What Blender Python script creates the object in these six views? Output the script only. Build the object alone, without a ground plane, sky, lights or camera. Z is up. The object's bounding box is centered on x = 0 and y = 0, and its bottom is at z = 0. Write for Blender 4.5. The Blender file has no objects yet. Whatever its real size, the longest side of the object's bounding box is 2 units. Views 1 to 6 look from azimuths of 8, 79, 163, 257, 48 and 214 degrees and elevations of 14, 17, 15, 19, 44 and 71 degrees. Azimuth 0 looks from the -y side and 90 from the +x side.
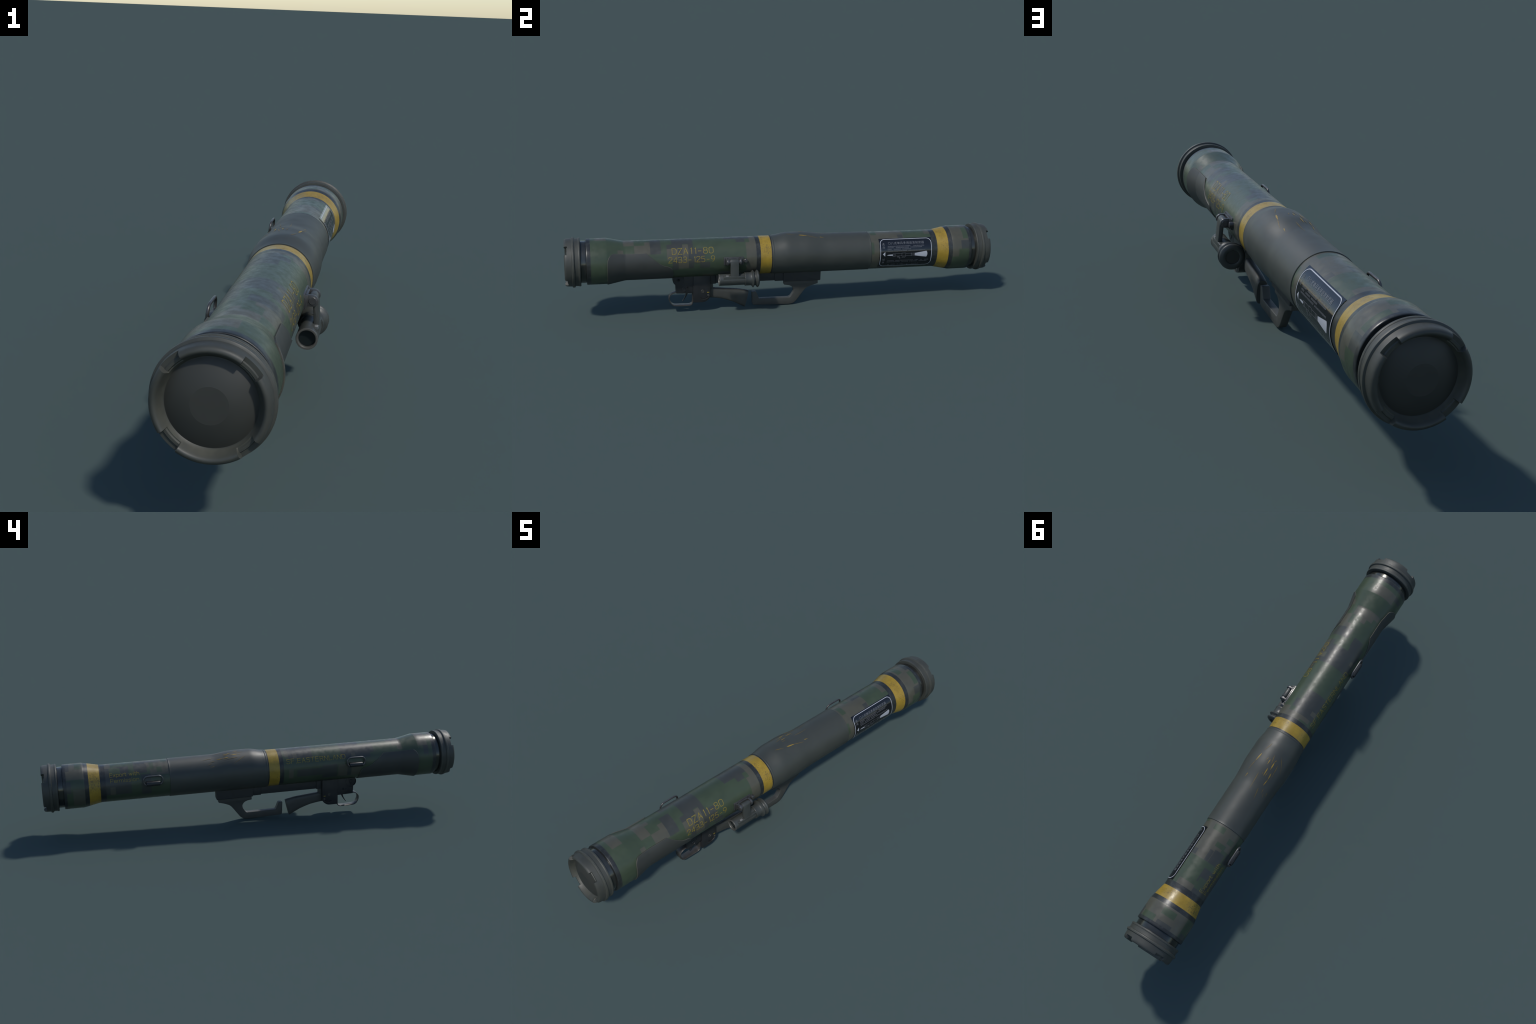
import bpy, bmesh, math, random
from mathutils import Vector, Matrix, Euler

random.seed(7)
SC = bpy.context.scene.collection
rad = math.radians

# ------------------------------------------------------------------ frame
# Everything is modelled in the tube's own frame: y runs along the bore axis
# (muzzle at -y), x to the right side, z up, axis at the origin.  The whole
# launcher lies pitched muzzle-up by 1.42 degrees.
PITCH, YAW = rad(-1.4245), rad(-0.20)
AXIS = Vector((-0.0120, 0.0, 0.2494))
FRAME = Matrix.Translation(AXIS) @ Euler((PITCH, 0, YAW), 'XYZ').to_matrix().to_4x4()

R_THIN, R_BIG = 0.0883, 0.1047

root = bpy.data.objects.new("rocket_launcher", None)
SC.objects.link(root)
root["label"] = "long shoulder tube launcher in green digital camouflage with yellow bands"
root["category"] = "rocket launcher"


# ------------------------------------------------------------------ materials
class NT:
    """small helper for building node trees"""
    def __init__(self, name):
        self.mat = bpy.data.materials.new(name)
        self.mat.use_nodes = True
        self.t = self.mat.node_tree
        self.bsdf = self.t.nodes["Principled BSDF"]
        self.co = self.t.nodes.new("ShaderNodeTexCoord").outputs["Object"]

    def link(self, a, b):
        self.t.links.new(a, b)

    def put(self, sock, val):
        if isinstance(val, bpy.types.NodeSocket):
            self.link(val, sock)
        else:
            sock.default_value = val

    def math(self, op, a, b=0.0, c=None):
        n = self.t.nodes.new("ShaderNodeMath")
        n.operation = op
        self.put(n.inputs[0], a)
        self.put(n.inputs[1], b)
        if c is not None:
            self.put(n.inputs[2], c)
        return n.outputs[0]

    def vec(self, op, a, b=(0, 0, 0)):
        n = self.t.nodes.new("ShaderNodeVectorMath")
        n.operation = op
        self.put(n.inputs[0], a)
        self.put(n.inputs[1], b)
        return n.outputs[0]

    def comb(self, x, y, z=0.0):
        n = self.t.nodes.new("ShaderNodeCombineXYZ")
        for i, v in enumerate((x, y, z)):
            self.put(n.inputs[i], v)
        return n.outputs[0]

    def sep(self, v):
        n = self.t.nodes.new("ShaderNodeSeparateXYZ")
        self.put(n.inputs[0], v)
        return n.outputs

    def noise(self, scale, detail=3.0, rough=0.55, co=None, dist=0.0):
        n = self.t.nodes.new("ShaderNodeTexNoise")
        self.put(n.inputs["Vector"], co if co is not None else self.co)
        n.inputs["Scale"].default_value = scale
        n.inputs["Detail"].default_value = detail
        n.inputs["Roughness"].default_value = rough
        n.inputs["Distortion"].default_value = dist
        return n.outputs["Fac"]

    def ramp(self, fac, lo, hi, a=0.0, b=1.0):
        n = self.t.nodes.new("ShaderNodeMapRange")
        n.clamp = True
        self.put(n.inputs[0], fac)
        for i, v in enumerate((lo, hi, a, b)):
            self.put(n.inputs[i + 1], v)
        return n.outputs[0]

    def mix(self, fac, a, b):
        n = self.t.nodes.new("ShaderNodeMix")
        n.data_type = 'RGBA'
        self.put(n.inputs[0], fac)
        self.put(n.inputs[6], (*a, 1) if isinstance(a, tuple) else a)
        self.put(n.inputs[7], (*b, 1) if isinstance(b, tuple) else b)
        return n.outputs[2]

    def bump(self, h, strength=0.1, dist=0.001):
        n = self.t.nodes.new("ShaderNodeBump")
        n.inputs["Strength"].default_value = strength
        n.inputs["Distance"].default_value = dist
        self.put(n.inputs["Height"], h)
        self.link(n.outputs[0], self.bsdf.inputs["Normal"])

    def out(self, base, rough, metal=0.0, spec=0.5):
        self.put(self.bsdf.inputs["Base Color"], (*base, 1) if isinstance(base, tuple) else base)
        self.put(self.bsdf.inputs["Roughness"], rough)
        self.put(self.bsdf.inputs["Metallic"], metal)
        self.put(self.bsdf.inputs["Specular IOR Level"], spec)
        return self.mat


def plain(name, col, rough, metal=0.0, spec=0.5, var=0.25, grime=None, scale=30.0, bump=0.0):
    """one colour, mottled by two noises, with an optional second (dirt) colour"""
    n = NT(name)
    a = n.noise(scale, 4.0)
    b = n.noise(scale * 6.0, 3.0)
    v = n.math('MULTIPLY_ADD', a, 0.7, n.math('MULTIPLY', b, 0.3))
    lo = tuple(c * (1 - var) for c in col)
    hi = tuple(c * (1 + var) for c in col)
    base = n.mix(n.ramp(v, 0.3, 0.7), lo, hi)
    if grime:
        g = n.ramp(n.noise(scale * 1.7, 6.0, 0.7), 0.58, 0.72)
        base = n.mix(n.math('MULTIPLY', g, 0.5), base, grime)
    r = n.ramp(n.noise(scale * 1.3, 4.0), 0.3, 0.7, rough - 0.06, rough + 0.06)
    if bump:
        n.bump(b, bump, 0.0006)
    return n.out(base, r, metal, spec)


GREEN = (0.0425, 0.0600, 0.0350)
BROWN = (0.0700, 0.0675, 0.0500)
SLATE = (0.0390, 0.0420, 0.0380)
BLACK = (0.0195, 0.0215, 0.0210)
YELLOW = (0.3000, 0.1950, 0.0220)

# Camouflage blocks, colour then extent: from / to along the bore (m) and from
# / to round the tube (degrees from the top, + to the right side).
CAMO = [
    ('b', -.862, -.813, -48, 13), ('k', -.862, -.838, -74, -48),
    ('b', -.763, -.738, 45, 57), ('b', -.737, -.689, -17, 29), ('b', -.737, -.665, -17, -2),
    ('b', -.737, -.713, -50, 0), ('b', -.737, -.690, -34, 0),
    ('b', -.689, -.642, 29, 60), ('b', -.642, -.618, 14, 60),
    ('k', -.618, -.570, 0, 60), ('k', -.591, -.545, -50, -17),
    ('k', -.520, -.424, -34, 29), ('k', -.544, -.472, 29, 45), ('k', -.493, -.447, 47, 78),
    ('k', -.447, -.424, 29, 107), ('k', -.520, -.493, 78, 110), ('k', -.447, -.374, 47, 92), ('k', -.395, -.350, 88, 107),
    ('b', -.473, -.447, 31, 80), ('b', -.544, -.493, 45, 79), ('b', -.493, -.447, 78, 107),
    ('k', -.570, -.424, -65, -20), ('b', -.494, -.474, -62, -47),
    ('k', -.281, -.162, -49, 13), ('k', -.225, -.185, 13, 29),
    ('b', -.182, -.135, 31, 160), ('b', -.163, -.135, -12, 31), ('b', -.163, -.145, -41, -12),
    ('b', -.205, -.185, -49, -31), ('b', -.182, -.159, -115, -83),
    ('k', -.472, -.451, -125, -82), ('b', -.451, -.405, -125, -82), ('b', -.518, -.472, -125, -92),
    ('k', -.400, -.326, -125, -78), ('k', -.326, -.200, -110, -86),
    ('k', -.300, -.225, 125, 165), ('b', -.380, -.330, 135, 172), ('k', -.400, -.300, -172, -140),
    # rear of the sleeve
    ('b', .405, .575, -33, 150), ('b', .405, .500, -60, -33), ('g', .420, .446, -13, 21),
    ('g', .405, .425, 50, 87), ('g', .446, .470, -52, -33), ('g', .482, .503, -39, -10),
    ('k', .524, .575, -17, -6), ('k', .546, .572, 23, 38), ('k', .515, .575, -50, -18),
    ('g', .575, .712, -12, 41), ('b', .682, .712, -24, 24), ('k', .600, .662, -48, -20),
    ('k', .592, .712, -112, -50), ('g', .640, .690, -50, -24), ('b', .666, .690, -112, -86),
    ('k', .500, .545, -120, -55), ('k', .450, .560, 150, 185), ('k', .690, .712, -50, -24),
    # rear bell
    ('b', .800, .888, -56, 100), ('g', .816, .845, -26, 7), ('k', .871, .895, -31, 6),
    ('g', .862, .895, 13, 52), ('k', .850, .895, 57, 79), ('g', .838, .895, 79, 125),
    ('g', .843, .868, -81, -56), ('b', .800, .860, -130, -81), ('k', .868, .895, -90, -60),
]


def camo_material():
    n = NT("camouflage_paint")
    x, y, z = n.sep(n.co)
    ang = n.math('MULTIPLY', n.math('ARCTAN2', x, z), 180 / math.pi)
    uv = n.comb(y, ang)
    col = n.mix(0.0, GREEN, GREEN)
    shades = {'g': GREEN, 'b': BROWN, 'k': SLATE}
    run = []

    def flush(col, run):
        if not run:
            return col
        m = None
        for _, s0, s1, a0, a1 in run:
            d = n.vec('SUBTRACT', uv, ((s0 + s1) / 2, (a0 + a1) / 2, 0))
            d = n.vec('ABSOLUTE', d)
            d = n.vec('DIVIDE', d, ((s1 - s0) / 2, (a1 - a0) / 2, 1))
            o = n.sep(d)
            f = n.math('LESS_THAN', n.math('MAXIMUM', o[0], o[1]), 1.0)
            m = f if m is None else n.math('MAXIMUM', m, f)
        return n.mix(m, col, shades[run[0][0]])

    for p in CAMO:
        if run and run[0][0] != p[0]:
            col = flush(col, run)
            run = []
        run.append(p)
    col = flush(col, run)
    # bands round the tube: black edging, then the worn yellow stripes
    def band(s0, s1):
        return n.math('MULTIPLY', n.math('GREATER_THAN', y, s0), n.math('LESS_THAN', y, s1))
    blk = None
    for s0, s1 in ((-.95, -.883), (-.135, -.0), (.709, .8065), (.888, .95)):
        b = band(s0, s1)
        blk = b if blk is None else n.math('MAXIMUM', blk, b)
    blot = n.ramp(n.noise(55, 6, .7), .50, .68)
    worn_black = n.mix(n.math('MULTIPLY', blot, .55), BLACK, (.052, .056, .054))
    col = n.mix(blk, col, worn_black)
    yel = n.math('MAXIMUM', band(-.1150, -.0640), band(.735, .787))
    stretched = n.vec('MULTIPLY', n.co, (1.0, 2.2, 1.0))
    patch = n.ramp(n.noise(9, 2, .5), .42, .66, 0.0, .16)
    chip = n.ramp(n.math('ADD', n.noise(120, 6, .72, co=stretched), patch), .66, .74)
    yv = n.mix(n.ramp(n.noise(40, 4, .6), .3, .7), (.255, .165, .020), (.335, .220, .026))
    ycol = n.mix(n.math('MULTIPLY', chip, .75), yv, (.060, .050, .030))
    col = n.mix(yel, col, ycol)
    # gentle dusty mottling of the paint
    mott = n.ramp(n.noise(14, 5, .6), .3, .7, .90, 1.12)
    sc = n.t.nodes.new("ShaderNodeMix")
    sc.data_type, sc.blend_type = 'RGBA', 'MULTIPLY'
    sc.inputs[0].default_value = 1.0
    n.link(col, sc.inputs[6])
    n.link(n.comb(mott, mott, mott), sc.inputs[7])
    rough = n.ramp(n.noise(48, 5, .65), .34, .66, .29, .46)
    n.bump(n.noise(420, 2), .05, .0004)
    return n.out(sc.outputs[2], rough, 0.0, .5)


M_CAMO = camo_material()
M_SLEEVE = plain("sleeve_rubber", (.0435, .0475, .0410), .50, var=.10, scale=10, bump=.05)
M_SHIELD = plain("shield_polymer", (.0370, .0390, .0350), .52, var=.10, scale=10, bump=.05)


def cap_material():
    """black-grey rubber, dust caught on the inner lip and in the notch floors"""
    n = NT("cap_rubber")
    x, y, z = n.sep(n.co)
    r = n.math('SQRT', n.math('MULTIPLY_ADD', x, x, n.math('MULTIPLY', z, z)))
    ay = n.math('ABSOLUTE', y)
    base = n.mix(n.ramp(n.noise(18, 4), .3, .7), (.0390, .0410, .0345), (.0510, .0530, .0450))
    fine = n.noise(70, 6, .7)
    lip = n.math('MULTIPLY', n.ramp(r, .0900, .0965, 1, 0), n.ramp(ay, .9750, .9780))
    lip = n.math('MULTIPLY', lip, n.ramp(n.noise(16, 5, .7), .35, .62))
    rim = n.ramp(n.math('ABSOLUTE', n.math('SUBTRACT', ay, .9340)), .0010, .0035, .45, 0)
    ridge = n.ramp(r, .1136, .1146, 0, .45)
    worn = n.math('MULTIPLY', n.math('MAXIMUM', rim, ridge), n.ramp(fine, .40, .60))
    m = n.math('MAXIMUM', n.math('MULTIPLY', lip, .5), worn)
    base = n.mix(m, base, (.092, .090, .066))
    n.bump(n.noise(260, 3), .08, .0006)
    return n.out(base, n.ramp(fine, .3, .7, .44, .58))


M_CAP = cap_material()
M_EDGE = plain("shield_pale_edge", (.0640, .0635, .0510), .55, var=.2, scale=60)
M_DISC = plain("cap_membrane", (.0350, .0355, .0305), .55, var=.06, scale=6)
M_NECK = plain("neck_metal", (.085, .086, .078), .20, metal=.8, var=.15, scale=22, grime=(.10, .095, .07))
M_HOUSING = plain("housing_steel", (.0230, .0245, .0265), .42, metal=.25, var=.22, scale=40, bump=.06)
M_GUARD = plain("guard_steel", (.074, .070, .064), .42, metal=.5, var=.25, scale=45, grime=(.09, .08, .06))
M_RAIL = plain("rail_polymer", (.0230, .0245, .0255), .55, var=.12, scale=30)
M_GRIP = plain("grip_polymer", (.0460, .0470, .0420), .55, var=.12, scale=30, bump=.1)
M_SIGHT = plain("sight_paint", (.0450, .0490, .0450), .42, var=.12, scale=40, grime=(.07, .066, .05))
M_BRACKET = plain("bracket_steel", (.098, .097, .096), .36, metal=.6, var=.25, scale=60, grime=(.08, .075, .06))
M_BRIGHT = plain("tab_lightened", (.26, .26, .25), .4, metal=.2, var=.25, scale=80)  # bright tab colour, mostly non-metallic; the more metallic version rendered dark
M_DARK = plain("dark_recess", (.010, .010, .011), .6, var=.1)
M_LENS = plain("lens_glass", (.010, .014, .015), .12, var=.05)
M_PLATE = plain("plate_lacquer", (.0500, .0520, .0580), .10, metal=.85, var=.10, scale=60)
M_WHITE = plain("plate_print", (.42, .43, .47), .40, var=.08, scale=60)
M_FAINT = plain("plate_print_worn", (.145, .15, .165), .42, var=.30, scale=160)
M_TEXT = plain("stencil_yellow", (.210, .160, .024), .5, var=.28, scale=120)
M_SCRATCH = plain("scratch_yellow", (.290, .185, .024), .5, var=.2, scale=150)
M_SCRATCH2 = plain("scratch_faint", (.150, .102, .026), .5, var=.2, scale=150)


# ------------------------------------------------------------------ mesh tools
def add(name, me, mats, parent=root, angle=35.0, smooth=True, world=None):
    if not isinstance(mats, (list, tuple)):
        mats = [mats]
    for m in mats:
        me.materials.append(m)
    for p in me.polygons:
        p.use_smooth = smooth
    if smooth:
        me.set_sharp_from_angle(angle=rad(angle))
    ob = bpy.data.objects.new(name, me)
    SC.objects.link(ob)
    ob.parent = parent
    # every part shares the launcher's frame, so parent offsets cancel out
    ob.matrix_local = FRAME if parent is root else Matrix.Identity(4)
    return ob


def mesh(name, verts, faces):
    me = bpy.data.meshes.new(name)
    me.from_pydata([tuple(v) for v in verts], [], faces)
    bm = bmesh.new()
    bm.from_mesh(me)
    bmesh.ops.remove_doubles(bm, verts=bm.verts, dist=1e-6)
    bmesh.ops.recalc_face_normals(bm, faces=bm.faces)
    bm.to_mesh(me)
    bm.free()
    return me


def lathe(profile, segs=128, cx=0.0, cz=0.0, warp=None):
    """revolve (y, r) pairs about the bore axis; warp(y, r, angle) may move them"""
    V, F = [], []
    for y, r in profile:
        for i in range(segs):
            a = 2 * math.pi * i / segs
            yy, rr = warp(y, r, a) if warp else (y, r)
            V.append((cx + rr * math.sin(a), yy, cz + rr * math.cos(a)))
    for k in range(len(profile) - 1):
        for i in range(segs):
            j = (i + 1) % segs
            F.append((k * segs + i, k * segs + j, (k + 1) * segs + j, (k + 1) * segs + i))
    return mesh("lathe", V, F)


def fillet(pts, r, n=4, closed=True):
    """round the corners of a 2-D outline; r is a number or a list per corner"""
    out = []
    N = len(pts)
    for i, p in enumerate(pts):
        p = Vector(p)
        rr = r[i] if isinstance(r, (list, tuple)) else r
        if rr <= 0 or (not closed and i in (0, N - 1)):
            out.append(p)
            continue
        a, b = Vector(pts[i - 1]) - p, Vector(pts[(i + 1) % N]) - p
        ra = min(rr, a.length * .48, b.length * .48)
        s, e = p + a.normalized() * ra, p + b.normalized() * ra
        for k in range(n + 1):
            t = k / n
            out.append(s * (1 - t) ** 2 + p * 2 * t * (1 - t) + e * t * t)
    return out


def prism(outline, half, axis='x', centre=0.0, bevel=0.0, seg=2):
    """extrude an outline: (y, z) along x, or (x, z) along y"""
    V = []
    n = len(outline)
    for d in (-half, half):
        for p in outline:
            V.append((centre + d, p[0], p[1]) if axis == 'x' else (p[0], centre + d, p[1]))
    F = [tuple(range(n)), tuple(range(2 * n - 1, n - 1, -1))]
    F += [(i, (i + 1) % n, n + (i + 1) % n, n + i) for i in range(n)]
    me = mesh("prism", V, F)
    if bevel:
        bm = bmesh.new()
        bm.from_mesh(me)
        ed = [e for e in bm.edges if len(e.link_faces) == 2 and any(len(f.verts) == n for f in e.link_faces)]
        bmesh.ops.bevel(bm, geom=ed, offset=bevel, segments=seg, profile=.5, affect='EDGES', clamp_overlap=True)
        bm.to_mesh(me)
        bm.free()
    return me


def box(x0, x1, y0, y1, z0, z1, bevel=.0015, seg=2):
    me = bpy.data.meshes.new("box")
    bm = bmesh.new()
    bmesh.ops.create_cube(bm, size=1.0)
    bmesh.ops.scale(bm, verts=bm.verts, vec=(x1 - x0, y1 - y0, z1 - z0))
    bmesh.ops.translate(bm, verts=bm.verts, vec=((x0 + x1) / 2, (y0 + y1) / 2, (z0 + z1) / 2))
    if bevel:
        bmesh.ops.bevel(bm, geom=bm.edges[:], offset=bevel, segments=seg, profile=.5, affect='EDGES')
    bm.to_mesh(me)
    bm.free()
    return me


def disc_x(x0, x1, y, z, r, segs=32, bevel=.0008, hole=0.0):
    """short cylinder lying across the launcher (axis x), chamfered, optional ring"""
    prof = [(x0, r), (x1 - bevel, r), (x1, r - bevel)]
    if hole:
        prof += [(x1, hole), (x1 - .0012, hole * .92), (x1 - .0012, 0.0)]
    else:
        prof += [(x1, 0.0)]
    V, F = [], []
    for x, q in prof:
        for i in range(segs):
            a = 2 * math.pi * i / segs
            V.append((x, y + q * math.cos(a), z + q * math.sin(a)))
    for k in range(len(prof) - 1):
        for i in range(segs):
            j = (i + 1) % segs
            F.append((k * segs + i, k * segs + j, (k + 1) * segs + j, (k + 1) * segs + i))
    return mesh("disc", V, F)


def sweep(path, r, segs=12, closed=False, flat=None):
    """round (or flat, half-width x half-thickness) bar along a 3-D path"""
    P = [Vector(p) for p in path]
    N = len(P)
    V, F = [], []
    for i, p in enumerate(P):
        a = P[i - 1] if (i or closed) else p
        b = P[(i + 1) % N] if (i < N - 1 or closed) else p
        t = (b - a).normalized()
        u = Vector((1, 0, 0))
        if abs(t.x) > .9:
            u = Vector((0, 0, 1))
        u = (u - t * u.dot(t)).normalized()
        w = t.cross(u)
        if flat:
            hw, ht = flat
            for du, dw in ((-hw, -ht * .4), (-hw + ht, -ht), (hw - ht, -ht), (hw, -ht * .4),
                           (hw, ht * .4), (hw - ht, ht), (-hw + ht, ht), (-hw, ht * .4)):
                V.append(p + u * du + w * dw)
        else:
            for k in range(segs):
                c = 2 * math.pi * k / segs
                V.append(p + u * r * math.cos(c) + w * r * math.sin(c))
    m = 8 if flat else segs
    for i in range(N if closed else N - 1):
        j = (i + 1) % N
        for k in range(m):
            l = (k + 1) % m
            F.append((i * m + k, i * m + l, j * m + l, j * m + k))
    if not closed:
        F += [tuple(range(m)), tuple(range((N - 1) * m, N * m))]
    return mesh("sweep", V, F)


def join(meshes):
    out = bpy.data.meshes.new("joined")
    bm = bmesh.new()
    for m in meshes:
        bm.from_mesh(m)
    bm.to_mesh(out)
    bm.free()
    return out


def polar(r, s, deg):
    return Vector((r * math.sin(rad(deg)), s, r * math.cos(rad(deg))))


def lerp_table(tab, x):
    for (x0, y0), (x1, y1) in zip(tab, tab[1:]):
        if x <= x1:
            t = 0 if x1 == x0 else max(0, (x - x0) / (x1 - x0))
            return y0 + (y1 - y0) * t
    return tab[-1][1]


def smooth01(t):
    t = min(1, max(0, t))
    return t * t * (3 - 2 * t)


# ------------------------------------------------------------------ launch tube
half = [(.9020, .0930), (.9020, .1025), (.9012, .1037), (.9000, .1043), (.8960, R_BIG), (.8600, R_BIG), (.8300, R_BIG),
        (.8120, R_BIG), (.8090, .1040), (.8050, .1032), (.7750, .0971), (.7370, .0893), (.7310, .0883), (.7250, R_THIN)]
prof = [(-y, r) for y, r in half]
k = 24
prof += [(-.7250 + 1.45 * i / k, R_THIN) for i in range(1, k)]
prof += half[::-1]
tube = add("launch_tube", lathe(prof, 160), M_CAMO, angle=25)


def tube_r(s):
    return lerp_table([(0, R_THIN), (.73, R_THIN), (.81, R_BIG), (1, R_BIG)], abs(s))


# ------------------------------------------------------------------ sleeve with a shoulder bulge on its top
S0, S1 = -.0585, .4120


def sleeve_warp(y, r, a):
    along = smooth01((y + .056) / .078) * (1 - smooth01((y - .095) / .112))
    up = 1 - ((1 - math.cos(a)) / 2) ** 1.2
    return y, r + (.0112 * along * up if r > .089 else 0)


sp = [(S0, .0870), (S0, .0898), (S0 + .0008, .0904), (S0 + .0025, .0907), (S0 + .007, .0907), (S0 + .0085, .0902)]
nn = 60
sp += [(S0 + .010 + (S1 - S0 - .014) * i / nn, .0904) for i in range(nn + 1)]
sp += [(S1 - .002, .0908), (S1 - .0006, .0902), (S1, .0894), (S1, .0870)]
add("shoulder_sleeve", lathe(sp, 128, warp=sleeve_warp), M_SLEEVE, angle=30)


def sleeve_r(s, deg):
    return sleeve_warp(s, .0904, rad(deg))[1]


# ------------------------------------------------------------------ end caps and necks
NOTCH = (44.0, 135.0, 225.0, 316.0)
NOTCH_HALF = 11.2


def cap_warp(y, r, a):
    d = math.degrees(a) % 360
    for c in NOTCH:
        if abs(d - c) < NOTCH_HALF and abs(y) > .9835 and r > .084:
            # notch: rim cut back to a step with a raised inner bar
            bar = .0030 if .0925 < r < .0990 else 0.0
            lim = .9835 + bar
            return math.copysign(min(abs(y), lim), y), min(r, .1060)
    return y, r


cap_profile = [(.9275, .0945), (.9275, .1080), (.9280, .1094), (.9295, .1102), (.9340, .1102), (.9357, .1094), (.9368, .1085),
               (.9480, .1083), (.9520, .1087), (.9535, .1120), (.9548, .1138), (.9570, .1145), (.9610, .1145), (.9635, .1139),
               (.9650, .1120), (.9662, .1096), (.9720, .1091), (.9780, .1088), (.9835, .1084), (.9880, .1080), (.9925, .1070),
               (.9955, .1050), (.9972, .1025), (.9980, .1000), (.9978, .0982), (.9968, .0962), (.9948, .0945), (.9920, .0930),
               (.9880, .0911), (.9836, .0890), (.9800, .0872), (.9765, .0850), (.9752, .0838)]
disc_profile = [(.9752, .0838), (.9756, .0825)]
disc_profile += [(.9752 + .0205 * (1 - (r / .0838) ** 2) - .0002, r) for r in [.0800 - .0057 * i for i in range(9)]]
disc_profile += [(.9920, .0340), (.9922, .0300), (.9922, .0)]
neck_profile = [(.9000, .0950), (.9035, .0950), (.9045, .0957), (.9280, .0957), (.9310, .0950)]
for sign in (-1, 1):
    p = [(sign * y, r) for y, r in cap_profile]
    cap = add("end_cap", lathe(p, 360, warp=cap_warp), M_CAP, angle=32)
    add("cap_membrane", lathe([(sign * y, r) for y, r in disc_profile], 96), M_DISC, parent=cap, angle=7)
    add("neck_ring", lathe([(sign * y, r) for y, r in neck_profile], 128), M_NECK, angle=30)

# ------------------------------------------------------------------ heat shield wrapped under the front half
lead = [(56.5, -.781), (57.5, -.7875), (60, -.794), (64, -.8005), (70, -.8065), (76, -.8095), (84, -.8110), (181, -.8110)]
tail = [(56.5, -.6370), (60, -.6310), (64, -.6240), (68, -.6170), (76, -.6025), (84, -.5860), (90, -.5735), (93, -.5660),
        (95.5, -.5580), (97.5, -.5470), (99.5, -.5350), (103, -.5270), (108, -.5205), (114, -.5175), (126, -.5160), (181, -.5155)]
cols = [56.5 + 1.0 * i for i in range(0, 50)] + [107 + 4 * i for i in range(0, 19)]
cols = [a for a in cols if a < 180]
angles = cols + [360 - a for a in reversed(cols)]
rows = 44
V, F = [], []
for a in angles:
    b = a if a <= 180 else 360 - a
    s0, s1 = lerp_table(lead, b), lerp_table(tail, b)
    ring = []
    for q in range(rows + 1):
        s = s0 + (s1 - s0) * min(1 - .0016 / (s1 - s0), max(.0016 / (s1 - s0), (q - 1) / (rows - 2)))
        s = s0 if q == 0 else (s1 if q == rows else s)
        e = min(q, rows - q)
        lift = .0036 if e > 0 else .0024
        ring.append(polar(tube_r(s) + lift, s, a))
    ring = [polar(tube_r(s0) - .003, s0, a)] + ring + [polar(tube_r(s1) - .003, s1, a)]
    V += ring
m = rows + 3
for i in range(len(angles) - 1):
    for q in range(m - 1):
        F.append((i * m + q, i * m + q + 1, (i + 1) * m + q + 1, (i + 1) * m + q))
for i in (0, len(angles) - 1):        # close the two upper edges
    base = len(V)
    for q in range(m):
        p = V[i * m + q]
        V.append(polar(R_THIN - .004, p[1], angles[i]))
    for q in range(m - 1):
        F.append((i * m + q, i * m + q + 1, base + q + 1, base + q))
shield = add("heat_shield", mesh("shield", V, F), [M_SHIELD, M_EDGE], angle=40)
for p in shield.data.polygons:      # pale rim: the wall faces all round the shield
    c, nrm = p.center, p.normal
    out = Vector((c.x, 0, c.z)).normalized()
    deg = abs(math.degrees(math.atan2(c.x, c.z)))
    if abs(nrm.dot(out)) < .55 or deg < 57.4 or c.y - lerp_table(lead, deg) < .001 or lerp_table(tail, deg) - c.y < .001:
        p.material_index = 1

# ------------------------------------------------------------------ rail, handle mount and carrying handle
rail_group = add("mounting_rail", join([
    box(-.0140, .0140, -.3430, .0080, -.1262, -.0800, .0018),
    box(-.0165, .0165, -.3430, -.3135, -.1285, -.0790, .0015),
    box(-.0165, .0165, -.0345, .0070, -.1290, -.0790, .0015),
    box(-.0110, .0110, -.3150, -.0330, -.1050, -.0795, .001),
]), M_RAIL)
add("handle_mount", prism(fillet([(.0060, -.0780), (.0060, -.1325), (.1855, -.1335), (.1865, -.0780)], [.0, .003, .005, 0]),
                          .0200, bevel=.0030, seg=3), M_RAIL)
handle_outline = fillet([
    (.0110, -.1330), (.0110, -.1505), (.0350, -.1540), (.0500, -.1610), (.0590, -.1760), (.0565, -.1900), (.0405, -.2150),
    (-.1070, -.2145), (-.1225, -.1785), (-.1420, -.1790), (-.1395, -.2440), (.0390, -.2485), (.0570, -.2450), (.0710, -.2335),
    (.0970, -.1980), (.1130, -.1765), (.1240, -.1680), (.1470, -.1585), (.1755, -.1505), (.1755, -.1330)],
    [0, .003, .006, .008, .008, .008, .009, .004, .004, .003, .010, .012, .010, .012, .012, .010, .008, .008, .003, 0], 4)
add("carrying_handle", prism(handle_outline, .0120, bevel=.0030, seg=3), M_GRIP, angle=40)

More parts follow.
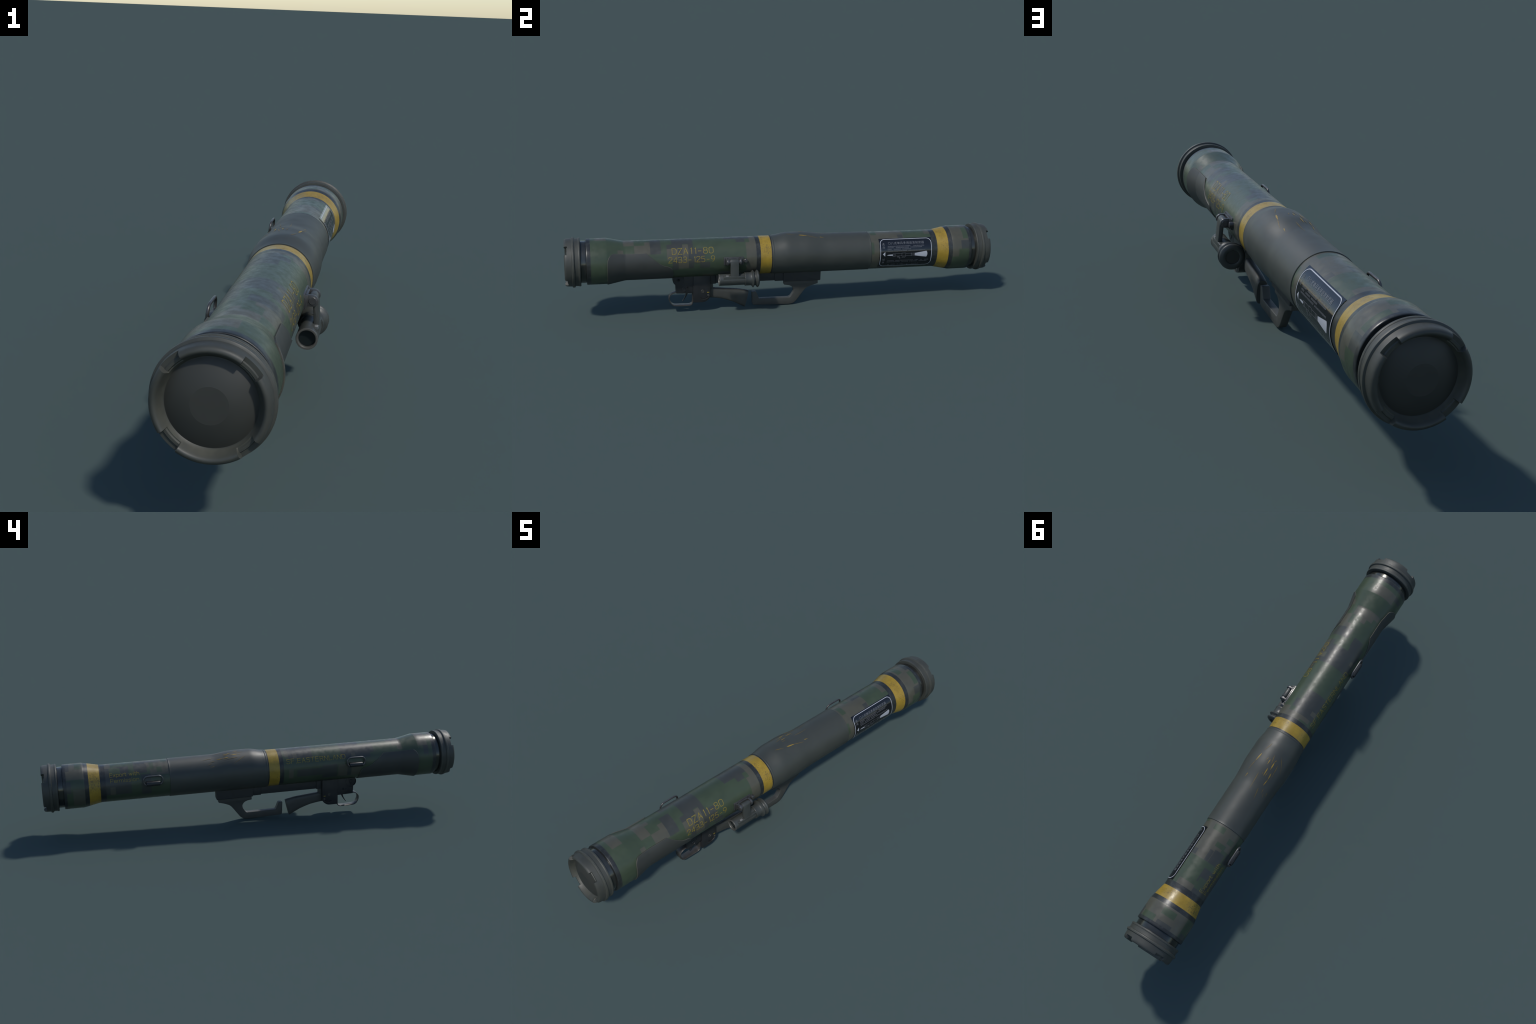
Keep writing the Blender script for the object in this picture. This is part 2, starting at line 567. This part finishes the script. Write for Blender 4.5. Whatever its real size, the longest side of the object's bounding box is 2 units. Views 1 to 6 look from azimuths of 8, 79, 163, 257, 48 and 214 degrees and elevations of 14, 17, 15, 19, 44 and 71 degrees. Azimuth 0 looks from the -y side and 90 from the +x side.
# ------------------------------------------------------------------ trigger housing
housing = add("trigger_housing", join([
    prism(fillet([(-.4150, -.0780), (-.4150, -.1680), (-.4990, -.1655), (-.5015, -.1180), (-.4980, -.0780)], [0, .002, .003, .004, 0]),
          .0235, bevel=.0015),
    disc_x(-.0250, .0250, -.4885, -.1010, .0265, 40),
    prism(fillet([(-.5060, -.0780), (-.5130, -.0930), (-.5140, -.1040), (-.5050, -.1190), (-.4850, -.1200), (-.4700, -.0780)],
                 [0, .006, .006, .006, .004, 0]), .0240, bevel=.0015),
]), M_HOUSING)
firing_box = add("firing_box", prism(fillet([(-.4200, -.0780), (-.4200, -.2125), (-.3660, -.2125), (-.3410, -.1930), (-.3405, -.0780)],
                                            [0, .003, .014, .014, 0], 6), .0280, bevel=.0018), M_HOUSING)
add("spacer_block", box(-.0115, .0115, -.3450, -.3260, -.1600, -.1250, .001), M_SIGHT)

for side in (-1, 1):
    def mir(me):
        if side < 0:
            for v in me.vertices:
                v.co.x = -v.co.x
            me.flip_normals()
        return me
    add("bolt", mir(disc_x(.0225, .0252, -.4640, -.1470, .0098, hole=.0078)), M_HOUSING, parent=housing)
    add("bolt", mir(disc_x(.0225, .0247, -.4480, -.1370, .0055, hole=.0040)), M_HOUSING, parent=housing)
    add("bolt", mir(disc_x(.0245, .0262, -.4880, -.1000, .0090, hole=.0060)), M_HOUSING, parent=housing)
    add("bolt", mir(disc_x(.0275, .0298, -.3770, -.1585, .0082, hole=.0062)), M_GUARD, parent=firing_box)
    add("selector_pin", mir(disc_x(.0275, .0306, -.3510, -.1790, .0048)), M_GUARD, parent=firing_box)
    # curved selector slot: dark groove with a bright worn lip under it
    arc = [(.0280, -.3715 + .0235 * math.sin(rad(q)), -.1720 - .0235 * math.cos(rad(q))) for q in range(-40, 59, 6)]
    add("selector_slot", mir(sweep(arc, .0, flat=(.0006, .0026))), M_DARK, parent=firing_box)
    arc = [(.0282, -.3715 + .0272 * math.sin(rad(q)), -.1720 - .0272 * math.cos(rad(q))) for q in range(-36, 57, 6)]
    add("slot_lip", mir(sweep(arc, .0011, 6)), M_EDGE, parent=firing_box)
    add("selector_mark", mir(box(.0275, .0285, -.3570, -.3470, -.1665, -.1625, .0)), M_TEXT, parent=firing_box)

guard_path = [(0, -.4830, -.1640), (0, -.5050, -.1650), (0, -.5170, -.1685), (0, -.5260, -.1760), (0, -.5308, -.1860),
              (0, -.5312, -.1980), (0, -.5270, -.2110), (0, -.5195, -.2215), (0, -.5100, -.2275), (0, -.5000, -.2290),
              (0, -.4700, -.2300), (0, -.4380, -.2300), (0, -.4290, -.2275), (0, -.4235, -.2215), (0, -.4215, -.2100), (0, -.4210, -.1640)]
add("trigger_guard", sweep(guard_path, 0, flat=(.0158, .0022)), M_GUARD, parent=housing, angle=50)
trig = [(-.4400, -.1640), (-.4450, -.1760), (-.4520, -.1900), (-.4610, -.2040), (-.4680, -.2125), (-.4660, -.2135),
        (-.4705, -.2115), (-.4640, -.2010), (-.4580, -.1900), (-.4540, -.1780), (-.4520, -.1640)]
trig = [trig[i] for i in (0, 1, 2, 3, 4, 6, 7, 8, 9, 10)]
add("trigger", prism(trig, .0045, bevel=.0010), M_HOUSING, parent=housing)

# pistol grip folded back along the tube: section lofted between a top and a bottom line
top_line = [(-.3500, -.1460), (-.3350, -.1485), (-.3100, -.1515), (-.2700, -.1555), (-.2300, -.1590), (-.2000, -.1625),
            (-.1750, -.1675), (-.1600, -.1712), (-.1575, -.1725)]
low_line = [(-.3500, -.1985), (-.3350, -.1990), (-.3150, -.2010), (-.2850, -.2060), (-.2580, -.2145), (-.2300, -.2250),
            (-.2000, -.2405), (-.1800, -.2508), (-.1762, -.2526)]
wide = [.0115, .0125, .0145, .0155, .0155, .0158, .0165, .0168, .0155]
V, F = [], []
segs = 32
ends = len(top_line)
for (ty, tz), (by, bz), w in zip(top_line, low_line, wide):
    c, d = Vector((0, (ty + by) / 2, (tz + bz) / 2)), Vector((0, (ty - by) / 2, (tz - bz) / 2))
    for q in range(segs):
        a = 2 * math.pi * q / segs
        e = .62
        cx = math.copysign(abs(math.cos(a)) ** e, math.cos(a))
        cz = math.copysign(abs(math.sin(a)) ** e, math.sin(a))
        V.append(c + d * cz + Vector((w * cx, 0, 0)))
for i in range(ends - 1):
    for q in range(segs):
        r = (q + 1) % segs
        F.append((i * segs + q, i * segs + r, (i + 1) * segs + r, (i + 1) * segs + q))
F += [tuple(range(segs)), tuple(range((ends - 1) * segs, ends * segs))]
add("pistol_grip", mesh("grip", V, F), M_GRIP, angle=50)

# ------------------------------------------------------------------ optical sight on the right
SX, SZ = .1020, -.0825
body = [(-.2900, .0), (-.2900, .0205), (-.3090, .0205), (-.3112, .0212), (-.3120, .0225), (-.3120, .0252), (-.3112, .0262),
        (-.3080, .0264), (-.2000, .0264), (-.1930, .0264)]
sight = add("optical_sight", lathe(body, 56, SX, SZ), M_SIGHT, angle=35)
quarter = fillet([(SX - .002, -.0600), (.1270, -.0600), (.1272, -.0830), (.1230, -.0980), (SX, -.0900)], [0, .003, .004, .004, 0])
add("sight_side_plate", prism(quarter, .0510, axis='y', centre=-.2435, bevel=.002), M_SIGHT, parent=sight)
add("objective_ring", lathe([(-.3085, .0266), (-.3115, .0268), (-.3126, .0262), (-.3128, .0245), (-.3126, .0220), (-.3116, .0210), (-.3085, .0203)], 56, SX, SZ),
    plain("ring_paint", (.0950, .0940, .0850), .42, metal=.2, var=.12, scale=60), parent=sight)
add("lens", lathe([(-.3020, .0207), (-.3020, .0150), (-.3012, .0)], 48, SX, SZ), M_LENS, parent=sight)
cup = [(-.1940, .0255), (-.1940, .0300), (-.1928, .0308), (-.1900, .0308), (-.1890, .0302), (-.1660, .0302), (-.1635, .0312), (-.1595, .0360),
       (-.1572, .0398), (-.1556, .0400), (-.1540, .0390), (-.1500, .0322), (-.1470, .0300), (-.1440, .0312), (-.1405, .0360),
       (-.1378, .0398), (-.1360, .0402), (-.1340, .0398), (-.1310, .0370), (-.1285, .0330), (-.1275, .0290), (-.1278, .0240),
       (-.1290, .0212), (-.1320, .0204), (-.1380, .0202), (-.1385, .0)]
add("eyecup", lathe(cup, 56, SX, SZ), M_SIGHT, parent=sight, angle=50)
add("eye_lens", lathe([(-.1312, .0203), (-.1312, .0160), (-.1306, .0)], 40, SX, SZ), M_DISC, parent=sight)
add("focus_tab", box(.1165, .1250, -.2820, -.2700, -.0610, -.0572, .0008), M_BRIGHT, parent=sight)

bracket = add("sight_bracket", join([
    box(.0780, .0900, -.2880, -.1960, -.0170, .0205, .0010),
    box(.0895, .0925, -.2880, -.2800, -.0160, .0170, .0008),
    box(.0895, .0925, -.2040, -.1960, -.0160, .0170, .0008),
    box(.0895, .0960, -.2790, -.2050, -.0150, .0165, .0008),
]), M_BRACKET)
HX, HZ = .1080, .0020
ear = [(.0900, .0165)] + [(HX + .0145 * math.sin(rad(q)), HZ + .0145 * math.cos(rad(q))) for q in range(0, 181, 12)] + [(.0900, -.0125)]
for s in (-.2710, -.2135):
    add("hinge_ear", prism(ear, .0045, axis='y', centre=s, bevel=.0014), M_BRACKET, parent=bracket)
add("hinge_pin", lathe([(-.2768, .0), (-.2768, .0088), (-.2758, .0098), (-.2740, .0100), (-.2110, .0100), (-.2088, .0098), (-.2078, .0088),
                        (-.2078, .0)], 32, HX, HZ), M_BRACKET, parent=bracket)
arm = fillet([(.0960, .0080), (.1010, .0150), (.1120, .0155), (.1190, .0090), (.1215, -.0060), (.1268, -.0640), (.1268, -.0860), (.1140, -.0860),
              (.1130, -.0640), (.1085, -.0120), (.0980, -.0060)], [.003, .005, .006, .005, .004, .003, 0, 0, .004, .005, .003])
add("sight_arm", prism(arm, .0190, axis='y', centre=-.2420, bevel=.0016), M_SIGHT, parent=sight)
add("clamp_knob", join([disc_x(.0860, .1010, -.1875, .0030, .0088, 20, .0012),
                        box(.0860, .0960, -.1980, -.1860, -.0030, .0080, .001)]), M_BRACKET, parent=bracket)

# ------------------------------------------------------------------ sling swivels on the left
for c in (-.4918, .4920):
    barrel = fillet([(-.0830, -.0010), (-.1010, -.0020), (-.1058, .0030), (-.1058, .0110), (-.1015, .0180), (-.0830, .0190)],
                    [0, .004, .004, .004, .004, 0])
    swivel = add("sling_swivel", prism(barrel, .0325, axis='y', centre=c, bevel=.0015), M_HOUSING)
    ring = []
    hw, z0, z1, r = .0445, .0030, .0450, .0185
    for y, z, q0 in ((hw - r, z1 - r, 0), (hw - r, z0 + r, 90), (-hw + r, z0 + r, 180), (-hw + r, z1 - r, 270)):
        for q in range(0, 91, 15):
            a = rad(q0 + q)
            ring.append((-.0955 - .0030 * (z1 - z - r * math.cos(a)) / (z1 - z0), c + y + r * math.sin(a), z + r * math.cos(a)))
    add("sling_ring", sweep(ring, .0040, 12, closed=True), M_BRACKET, parent=swivel, angle=60)


# ------------------------------------------------------------------ lettering: strokes laid round the tube
def arcpts(cx, cy, rx, ry, a0, a1, n=6):
    return [(cx + rx * math.cos(rad(a0 + (a1 - a0) * i / n)), cy + ry * math.sin(rad(a0 + (a1 - a0) * i / n))) for i in range(n + 1)]


def oval(x0, y0, x1, y1, r=.2):
    c = []
    for cx, cy, q in ((x1 - r, y1 - r, 0), (x0 + r, y1 - r, 90), (x0 + r, y0 + r, 180), (x1 - r, y0 + r, 270)):
        c += arcpts(cx, cy, r, r, q, q + 90, 4)
    return c + [c[0]]


W = .62
GLYPH = {
    'D': [[(0, 0), (0, 1), (.38, 1), (.56, .88), (W, .7), (W, .3), (.56, .12), (.38, 0), (0, 0)]],
    'Z': [[(0, 1), (W, 1), (0, 0), (W, 0)]],
    'A': [[(0, 0), (W / 2, 1), (W, 0)], [(.11, .34), (.51, .34)]],
    '1': [[(.22, .84), (.34, 1), (.34, 0)]],
    '-': [[(.08, .42), (.54, .42)]],
    '8': [oval(.04, .52, .58, 1, .2), oval(0, 0, W, .52, .22)],
    '0': [oval(0, 0, W, 1, .24)],
    '2': [[(0, .8), (.06, .94), (.2, 1), (.42, 1), (.57, .92), (W, .76), (.56, .6), (.1, .2), (0, 0), (W, 0)]],
    '4': [[(.5, 0), (.5, 1), (0, .28), (W, .28)]],
    '3': [[(.02, .9), (.18, 1), (.42, 1), (.57, .9), (.58, .68), (.44, .54), (.22, .54)], [(.43, .54), (.58, .42), (W, .24), (.55, .06), (.4, 0), (.18, 0), (0, .1)]],
    '5': [[(.56, 1), (.06, 1), (.02, .56), (.2, .62), (.42, .6), (.58, .46), (W, .28), (.54, .08), (.38, 0), (.16, 0), (0, .1)]],
    '9': [oval(0, .42, W, 1, .24), [(W, .7), (.58, .4), (.44, .16), (.26, 0)]],
    'S': [[(W, .84), (.54, .96), (.4, 1), (.2, 1), (.05, .92), (.02, .74), (.1, .6), (.5, .44), (W, .28), (.58, .08), (.42, 0), (.18, 0), (.04, .06), (0, .18)]],
    'F': [[(0, 0), (0, 1), (.56, 1)], [(0, .52), (.46, .52)]],
    '.': [[(.08, .0), (.18, .0)]],
    'E': [[(.58, 0), (0, 0), (0, 1), (.58, 1)], [(0, .52), (.5, .52)]],
    'T': [[(0, 1), (W, 1)], [(.31, 1), (.31, 0)]],
    'R': [[(0, 0), (0, 1), (.42, 1), (.57, .92), (.6, .74), (.55, .56), (.4, .48), (0, .48)], [(.36, .48), (W, 0)]],
    'N': [[(0, 0), (0, 1), (W, 0), (W, 1)]],
    'L': [[(0, 1), (0, 0), (.54, 0)]],
    'P': [[(0, 0), (0, 1), (.44, 1), (.58, .9), (W, .72), (.57, .54), (.42, .46), (0, .46)]],
    'x': [[(0, 0), (.52, .66)], [(0, .66), (.52, 0)]],
    'p': [[(0, -.3), (0, .66)], oval(0, 0, .56, .66, .2)],
    'o': [oval(0, 0, .6, .66, .22)],
    'r': [[(0, 0), (0, .66)], [(0, .44), (.1, .6), (.3, .66)]],
    't': [[(.12, .92), (.12, .14), (.2, 0), (.38, 0)], [(0, .66), (.36, .66)]],
    'w': [[(0, .66), (.2, 0), (.4, .6), (.6, 0), (.8, .66)]],
    'i': [[(.05, 0), (.05, .66)], [(.05, .86), (.05, .96)]],
    'h': [[(0, 0), (0, 1)], [(0, .44), (.14, .62), (.32, .66), (.48, .58), (.52, .4), (.52, 0)]],
    'e': [[(.04, .34), (.56, .34), (.52, .54), (.36, .66), (.2, .66), (.05, .54), (0, .33), (.05, .1), (.2, 0), (.4, 0), (.54, .1)]],
    'm': [[(0, 0), (0, .66)], [(0, .44), (.12, .62), (.28, .66), (.4, .56), (.42, .4), (.42, 0)], [(.42, .44), (.54, .62), (.7, .66), (.82, .56), (.84, .4), (.84, 0)]],
    's': [[(.5, .56), (.36, .66), (.16, .66), (.03, .56), (.08, .4), (.44, .28), (.5, .14), (.38, 0), (.14, 0), (0, .1)]],
    'n': [[(0, 0), (0, .66)], [(0, .44), (.14, .62), (.32, .66), (.48, .58), (.52, .4), (.52, 0)]],
    ' ': [],
}
ADV = {'1': .62, '.': .34, 'i': .30, 'r': .46, 't': .56, 'w': 1.04, 'm': 1.08, ' ': .5, 'x': .74, 'o': .82, 'p': .78, 'h': .74, 'n': .74, 'e': .78, 's': .72,
       'L': .76}


def ribbon(pts, width, place, V, F, lift):
    """a flat mitred paint stroke through 2-D points, carried onto the surface by place(u, v, lift)"""
    closed = (Vector(pts[0]) - Vector(pts[-1])).length < 1e-7 and len(pts) > 3
    fine = []
    for a, b in zip(pts, pts[1:]):
        a, b = Vector(a), Vector(b)
        n = max(1, int((b - a).length / .0035))
        fine += [a.lerp(b, q / n) for q in range(n)]
    P = fine if closed else fine + [Vector(pts[-1])]
    N = len(P)
    if not closed:
        d0, d1 = (P[0] - P[1]).normalized(), (P[-1] - P[-2]).normalized()
        P[0] = P[0] + d0 * width * .35
        P[-1] = P[-1] + d1 * width * .35
    base = len(V)
    for i, p in enumerate(P):
        a = P[i - 1] if (i or closed) else None
        b = P[(i + 1) % N] if (i < N - 1 or closed) else None
        ta = (p - a).normalized() if a is not None else (b - p).normalized()
        tb = (b - p).normalized() if b is not None else ta
        na, nb = Vector((-ta.y, ta.x)), Vector((-tb.y, tb.x))
        mdir = (na + nb)
        mdir = mdir.normalized() if mdir.length > 1e-4 else na
        k = 1 / max(.45, mdir.dot(na))
        V.append(place(*(p + mdir * width / 2 * k), lift))
        V.append(place(*(p - mdir * width / 2 * k), lift))
    for i in range(N if closed else N - 1):
        j = (i + 1) % N
        F.append((base + 2 * i, base + 2 * i + 1, base + 2 * j + 1, base + 2 * j))


def word(text, s_from, s_to, a_top, a_low, weight, radius=R_THIN):
    """lettering from s_from to s_to; the cap height spans a_top .. a_low degrees"""
    total = sum(ADV.get(c, .86) for c in text) - (ADV.get(text[-1], .86) - W)
    high = abs(rad(a_low - a_top)) * radius
    kx = (s_to - s_from) / total
    V, F = [], []
    pen = 0.0
    for ch in text:
        for i, st in enumerate(GLYPH[ch]):
            # work in metres so the stroke keeps one width
            pts = [((pen + x) * abs(kx), y * high) for x, y in st]
            def place(u, v, lift):
                return polar(radius + lift, s_from + (u if kx > 0 else -u), a_low + (a_top - a_low) * v / high)
            ribbon(pts, weight, place, V, F, .00045 + .00018 * i)
        pen += ADV.get(ch, .86)
    me = bpy.data.meshes.new("word")
    me.from_pydata([tuple(v) for v in V], [], F)
    return me


for txt, args in (("DZA11-80", (-.5205, -.3340, 44.2, 62.8, .0026)), ("2433-125-9", (-.5380, -.3290, 71.0, 87.5, .0024)),
                  ("SF.EASTERNLAND", (-.1510, -.4420, -49.8, -64.2, .0024)), ("Export with", (.6890, .5515, -43.5, -55.2, .0021)),
                  ("Permission", (.6870, .5545, -61.3, -72.6, .0021))):
    add("stencil_lettering", word(txt, *args), M_TEXT, parent=tube, smooth=False)

# ------------------------------------------------------------------ yellow scratches through the sleeve's coating
V, F, V2, F2 = [], [], [], []
SCRATCH = [('w', .112, 22, .070, 18), ('t', .160, 29, .110, 22), ('t', .054, 17, .013, 9), ('m', .190, 26, .170, 24),
           ('t', .226, -3, .147, -1), ('t', .092, 0, .073, -2), ('w', .102, -8, .077, -8), ('t', .098, -16, .051, -11),
           ('w', .115, -21, .079, -20), ('m', .079, -20, .066, -22), ('t', .150, -35, .081, -31), ('t', .105, -51, .042, -27),
           ('m', .151, -15, .112, -14), ('t', .150, -10, .139, -10), ('t', .152, -20, .129, -19), ('w', .154, -30, .124, -28),
           ('m', .185, -29, .154, -30), ('t', .255, -28, .203, -22), ('t', .219, -37, .193, -35), ('t', .230, -47, .210, -42),
           ('t', .216, -54, .196, -51)]
for i, (kind, s0, a0, s1, a1) in enumerate(SCRATCH):
    w = min({'w': .0056, 'm': .0038, 't': .0027}[kind], abs(s1 - s0) * .14)
    Vx, Fx = (V2, F2) if kind == 't' else (V, F)
    n = 14
    base = len(Vx)
    peak = random.uniform(.55, .85)
    for q in range(n + 1):
        t = q / n
        wob = random.uniform(.8, 1.2)
        g = (t / peak if t < peak else (1 - t) / (1 - peak)) ** .7 * w * wob + .0002
        s, a = s0 + (s1 - s0) * t, a0 + (a1 - a0) * t
        da = math.degrees(g / 2 / .098)
        for sg in (-1, 1):
            Vx.append(polar(sleeve_r(s, a + sg * da) + .0005 + .00003 * i, s, a + sg * da))
    for q in range(n):
        Fx.append((base + 2 * q, base + 2 * q + 1, base + 2 * q + 3, base + 2 * q + 2))
for nm, vv, ff, mt in (("paint_scratch", V, F, M_SCRATCH), ("faint_scratch", V2, F2, M_SCRATCH2)):
    me = bpy.data.meshes.new(nm)
    me.from_pydata([tuple(v) for v in vv], [], ff)
    o = add(nm, me, mt, parent=bpy.data.objects["shoulder_sleeve"], smooth=False)
    o["kind"] = "stuff"

# ------------------------------------------------------------------ instruction plate on the rear right
PA0, PA1, PS0, PS1 = 38.5, 138.0, .4500, .7075
RP = R_THIN + .0014
V, F = [], []
na, ns = 60, 24
edge = lambda a: .0012 * math.sin(a * 1.7) * math.sin(a * .31)
for i in range(na + 1):
    a = PA0 + (PA1 - PA0) * i / na
    e = edge(a)
    col = [polar(R_THIN - .001, PS0 - e, a)] + [polar(RP, PS0 - e + (PS1 - PS0 + 2 * e) * q / ns, a) for q in range(ns + 1)] + [polar(R_THIN - .001, PS1 + e, a)]
    V += col
m = ns + 3
for i in range(na):
    for q in range(m - 1):
        F.append((i * m + q, i * m + q + 1, (i + 1) * m + q + 1, (i + 1) * m + q))
for i, a in ((0, PA0), (na, PA1)):
    base = len(V)
    V += [polar(R_THIN - .001, V[i * m + q][1], a) for q in range(m)]
    F += [(i * m + q, i * m + q + 1, base + q + 1, base + q) for q in range(m - 1)]
plate = add("instruction_plate", mesh("plate", V, F), M_PLATE, angle=40)

HI = rad(PA1 - PA0) * RP


def on_plate(u, v, lift):
    """u: metres from the plate's front edge, v: metres down from its top edge"""
    return polar(RP + lift, PS0 + u, PA0 + math.degrees(v / RP))


def dv(deg):
    return rad(deg - PA0) * RP


def plate_mesh(name, V, F, mat, stuff=False):
    me = bpy.data.meshes.new(name)
    me.from_pydata([tuple(v) for v in V], [], F)
    o = add(name, me, mat, parent=plate, smooth=False)
    if stuff:
        o["kind"] = "stuff"
    return o


# border line
V, F = [], []
cor = []
u0, u1, v0, v1, r = .0045, .2545, dv(41.8), dv(132.0), .0230
for cx, cy, q in ((u1 - r, v0 + r, -90), (u1 - r, v1 - r, 0), (u0 + r, v1 - r, 90), (u0 + r, v0 + r, 180)):
    cor += arcpts(cx, cy, r, r, q, q + 90, 10)
dense = []
for a, b in zip(cor, cor[1:] + cor[:1]):
    nseg = max(1, int((Vector(b) - Vector(a)).length / .004))
    dense += [(a[0] + (b[0] - a[0]) * t / nseg, a[1] + (b[1] - a[1]) * t / nseg) for t in range(nseg)]
dense.append(dense[0])
ribbon(dense, .0027, on_plate, V, F, .0005)
plate_mesh("plate_border", V, F, M_WHITE)


def solid(strips, lift, V, F):
    """filled shape from (u, v_top, v_low) columns"""
    base = len(V)
    n = 6
    for u, a, b in strips:
        for q in range(n + 1):
            V.append(on_plate(u, a + (b - a) * q / n, lift))
    for i in range(len(strips) - 1):
        for q in range(n):
            F.append((base + i * (n + 1) + q, base + i * (n + 1) + q + 1, base + (i + 1) * (n + 1) + q + 1, base + (i + 1) * (n + 1) + q))


V, F = [], []
mid = dv(91.2)
solid([(.0150, dv(88), dv(88.02)), (.0268, dv(81.3), dv(94.8))], .0005, V, F)                  # arrow
solid([(.0355, mid, mid + .0002), (.0420, mid - .0018, mid + .0019), (.0520, mid - .0030, mid + .0032), (.0640, mid - .0030, mid + .0032)], .0005, V, F)   # round
solid([(.1720, mid - .0060, mid + .0060)] + [(.1720 + .057 * t / 8, mid - .006 - .0085 * t / 8, mid + .006 + .0085 * t / 8) for t in range(1, 9)]
      + [(.2318, mid - .0120, mid + .0120), (.2338, mid - .0060, mid + .0060), (.2343, mid - .001, mid + .001)], .0005, V, F)                      # blast cone
plate_mesh("plate_symbol", V, F, M_WHITE)

V, F = [], []
def line(pts, w=.0009, lift=.0005):
    ribbon(pts, w, on_plate, V, F, lift)
def rect(a, b, c, d, k=0):
    line([(a, c), (b, c), (b, d), (a, d), (a, c)], lift=.0005 + .0001 * k)
rect(.0640, .0760, mid - .0065, mid + .0070)
line([(.070 + .0045 * math.cos(rad(q)), mid + .001 + .0045 * math.sin(rad(q))) for q in range(0, 361, 30)], lift=.0007)
line([(.0770, mid - .0062), (.1090, mid - .0062)])
line([(.0770, mid + .0050), (.1090, mid + .0050)])
rect(.1085, .1275, mid - .0080, mid + .0062, 1)
line([(.1285, mid - .0060), (.1560, mid - .0060)])
line([(.1285, mid + .0052), (.1560, mid + .0052)])
for u in (.1540, .1570, .1610, .1650, .1690):
    line([(u, mid - .0075), (u, mid + .0070)], lift=.0007)
line([(.0860, mid + .0070), (.0960, mid + .0075), (.0985, mid + .0120), (.0880, mid + .0125), (.0860, mid + .0070)])
line([(.0900, mid + .0082), (.1010, mid + .0150), (.1000, mid + .0195), (.0960, mid + .0180), (.0985, mid + .0140)], lift=.0007)
line([(.1280, mid + .0080), (.1230, mid + .0140), (.1090, mid + .0140), (.1100, mid + .0105), (.1230, mid + .0105)], lift=.0006)
plate_mesh("plate_drawing", V, F, M_FAINT)


def glyphs(text, size, u_start, pitch, v_low, mat, name, vertical=False, lift=.0005):
    """built-in-font characters bent onto the plate"""
    V, F = [], []
    cu = bpy.data.curves.new("glyph", 'FONT')
    ob = bpy.data.objects.new("glyph", cu)
    SC.objects.link(ob)
    for i, ch in enumerate(text):
        cu.body = ch
        cu.size = size
        dg = bpy.context.evaluated_depsgraph_get()
        me = ob.evaluated_get(dg).to_mesh()
        base = len(V)
        for v in me.vertices:
            u = u_start + (0 if vertical else i * pitch) + v.co.x
            w = v_low + (i * pitch if vertical else 0) - v.co.y
            V.append(on_plate(u, w, lift))
        F += [tuple(base + q for q in p.vertices) for p in me.polygons]
    bpy.data.objects.remove(ob)
    bpy.data.curves.remove(cu)
    return plate_mesh(name, V, F, mat)


glyphs("〇八式单兵多用途发射武器", .0140, .0420, .01490, dv(58.5), M_FAINT, "plate_title")
glyphs("此向", .0125, .0140, .0155, dv(60.5), M_FAINT, "plate_sign", vertical=True)
glyphs("前敌", .0125, .0140, .0155, dv(108.5), M_FAINT, "plate_sign", vertical=True)

# rows of fine print, too small to read: short marks in groups
V, F = [], []
for v, ua, ub, gaps in ((dv(65), .0400, .2200, (.155, .160)), (dv(69.2), .0385, .2080, (.072, .145)), (dv(74), .0385, .1540, (.062, .105)),
                        (dv(78.8), .0385, .2200, (.135,)), (dv(110), .0385, .2400, (.075, .170, .195, .215)), (dv(114.6), .0385, .2340, (.105, .145, .190)),
                        (dv(125), .0440, .1200, (.056, .085, .10)), (dv(125), .1620, .1980, ())):
    u = ua
    while u < ub:
        if not any(abs(u - g) < .004 for g in gaps):
            w = random.uniform(.0018, .0026)
            h = random.uniform(.0030, .0042)
            for q in range(2):
                hh = h * (.5 if q else .32)
                ribbon([(u, v - h / 2 + q * h * .62), (u + w, v - h / 2 + q * h * .62)], .0007, on_plate, V, F, .0005)
            ribbon([(u + w * random.uniform(.2, .8), v - h / 2), (u + w * random.uniform(.2, .8), v + h / 2)], .0007, on_plate, V, F, .0007)
        u += .0034
ribbon([(.1385, dv(127)), (.1415, dv(129.5)), (.1425, dv(125.5))], .0016, on_plate, V, F, .0005)
plate_mesh("plate_fine_print", V, F, M_FAINT, stuff=True)

# the underslung furniture hangs a little left of the tube's centre line
for ob in bpy.data.objects:
    top = ob
    while top.parent and top.parent is not root:
        top = top.parent
    if top.name.split('.')[0] in ("mounting_rail", "handle_mount", "carrying_handle", "trigger_housing", "firing_box", "spacer_block", "pistol_grip"):
        for v in ob.data.vertices:
            v.co.x = v.co.x * 1.03 - .0024
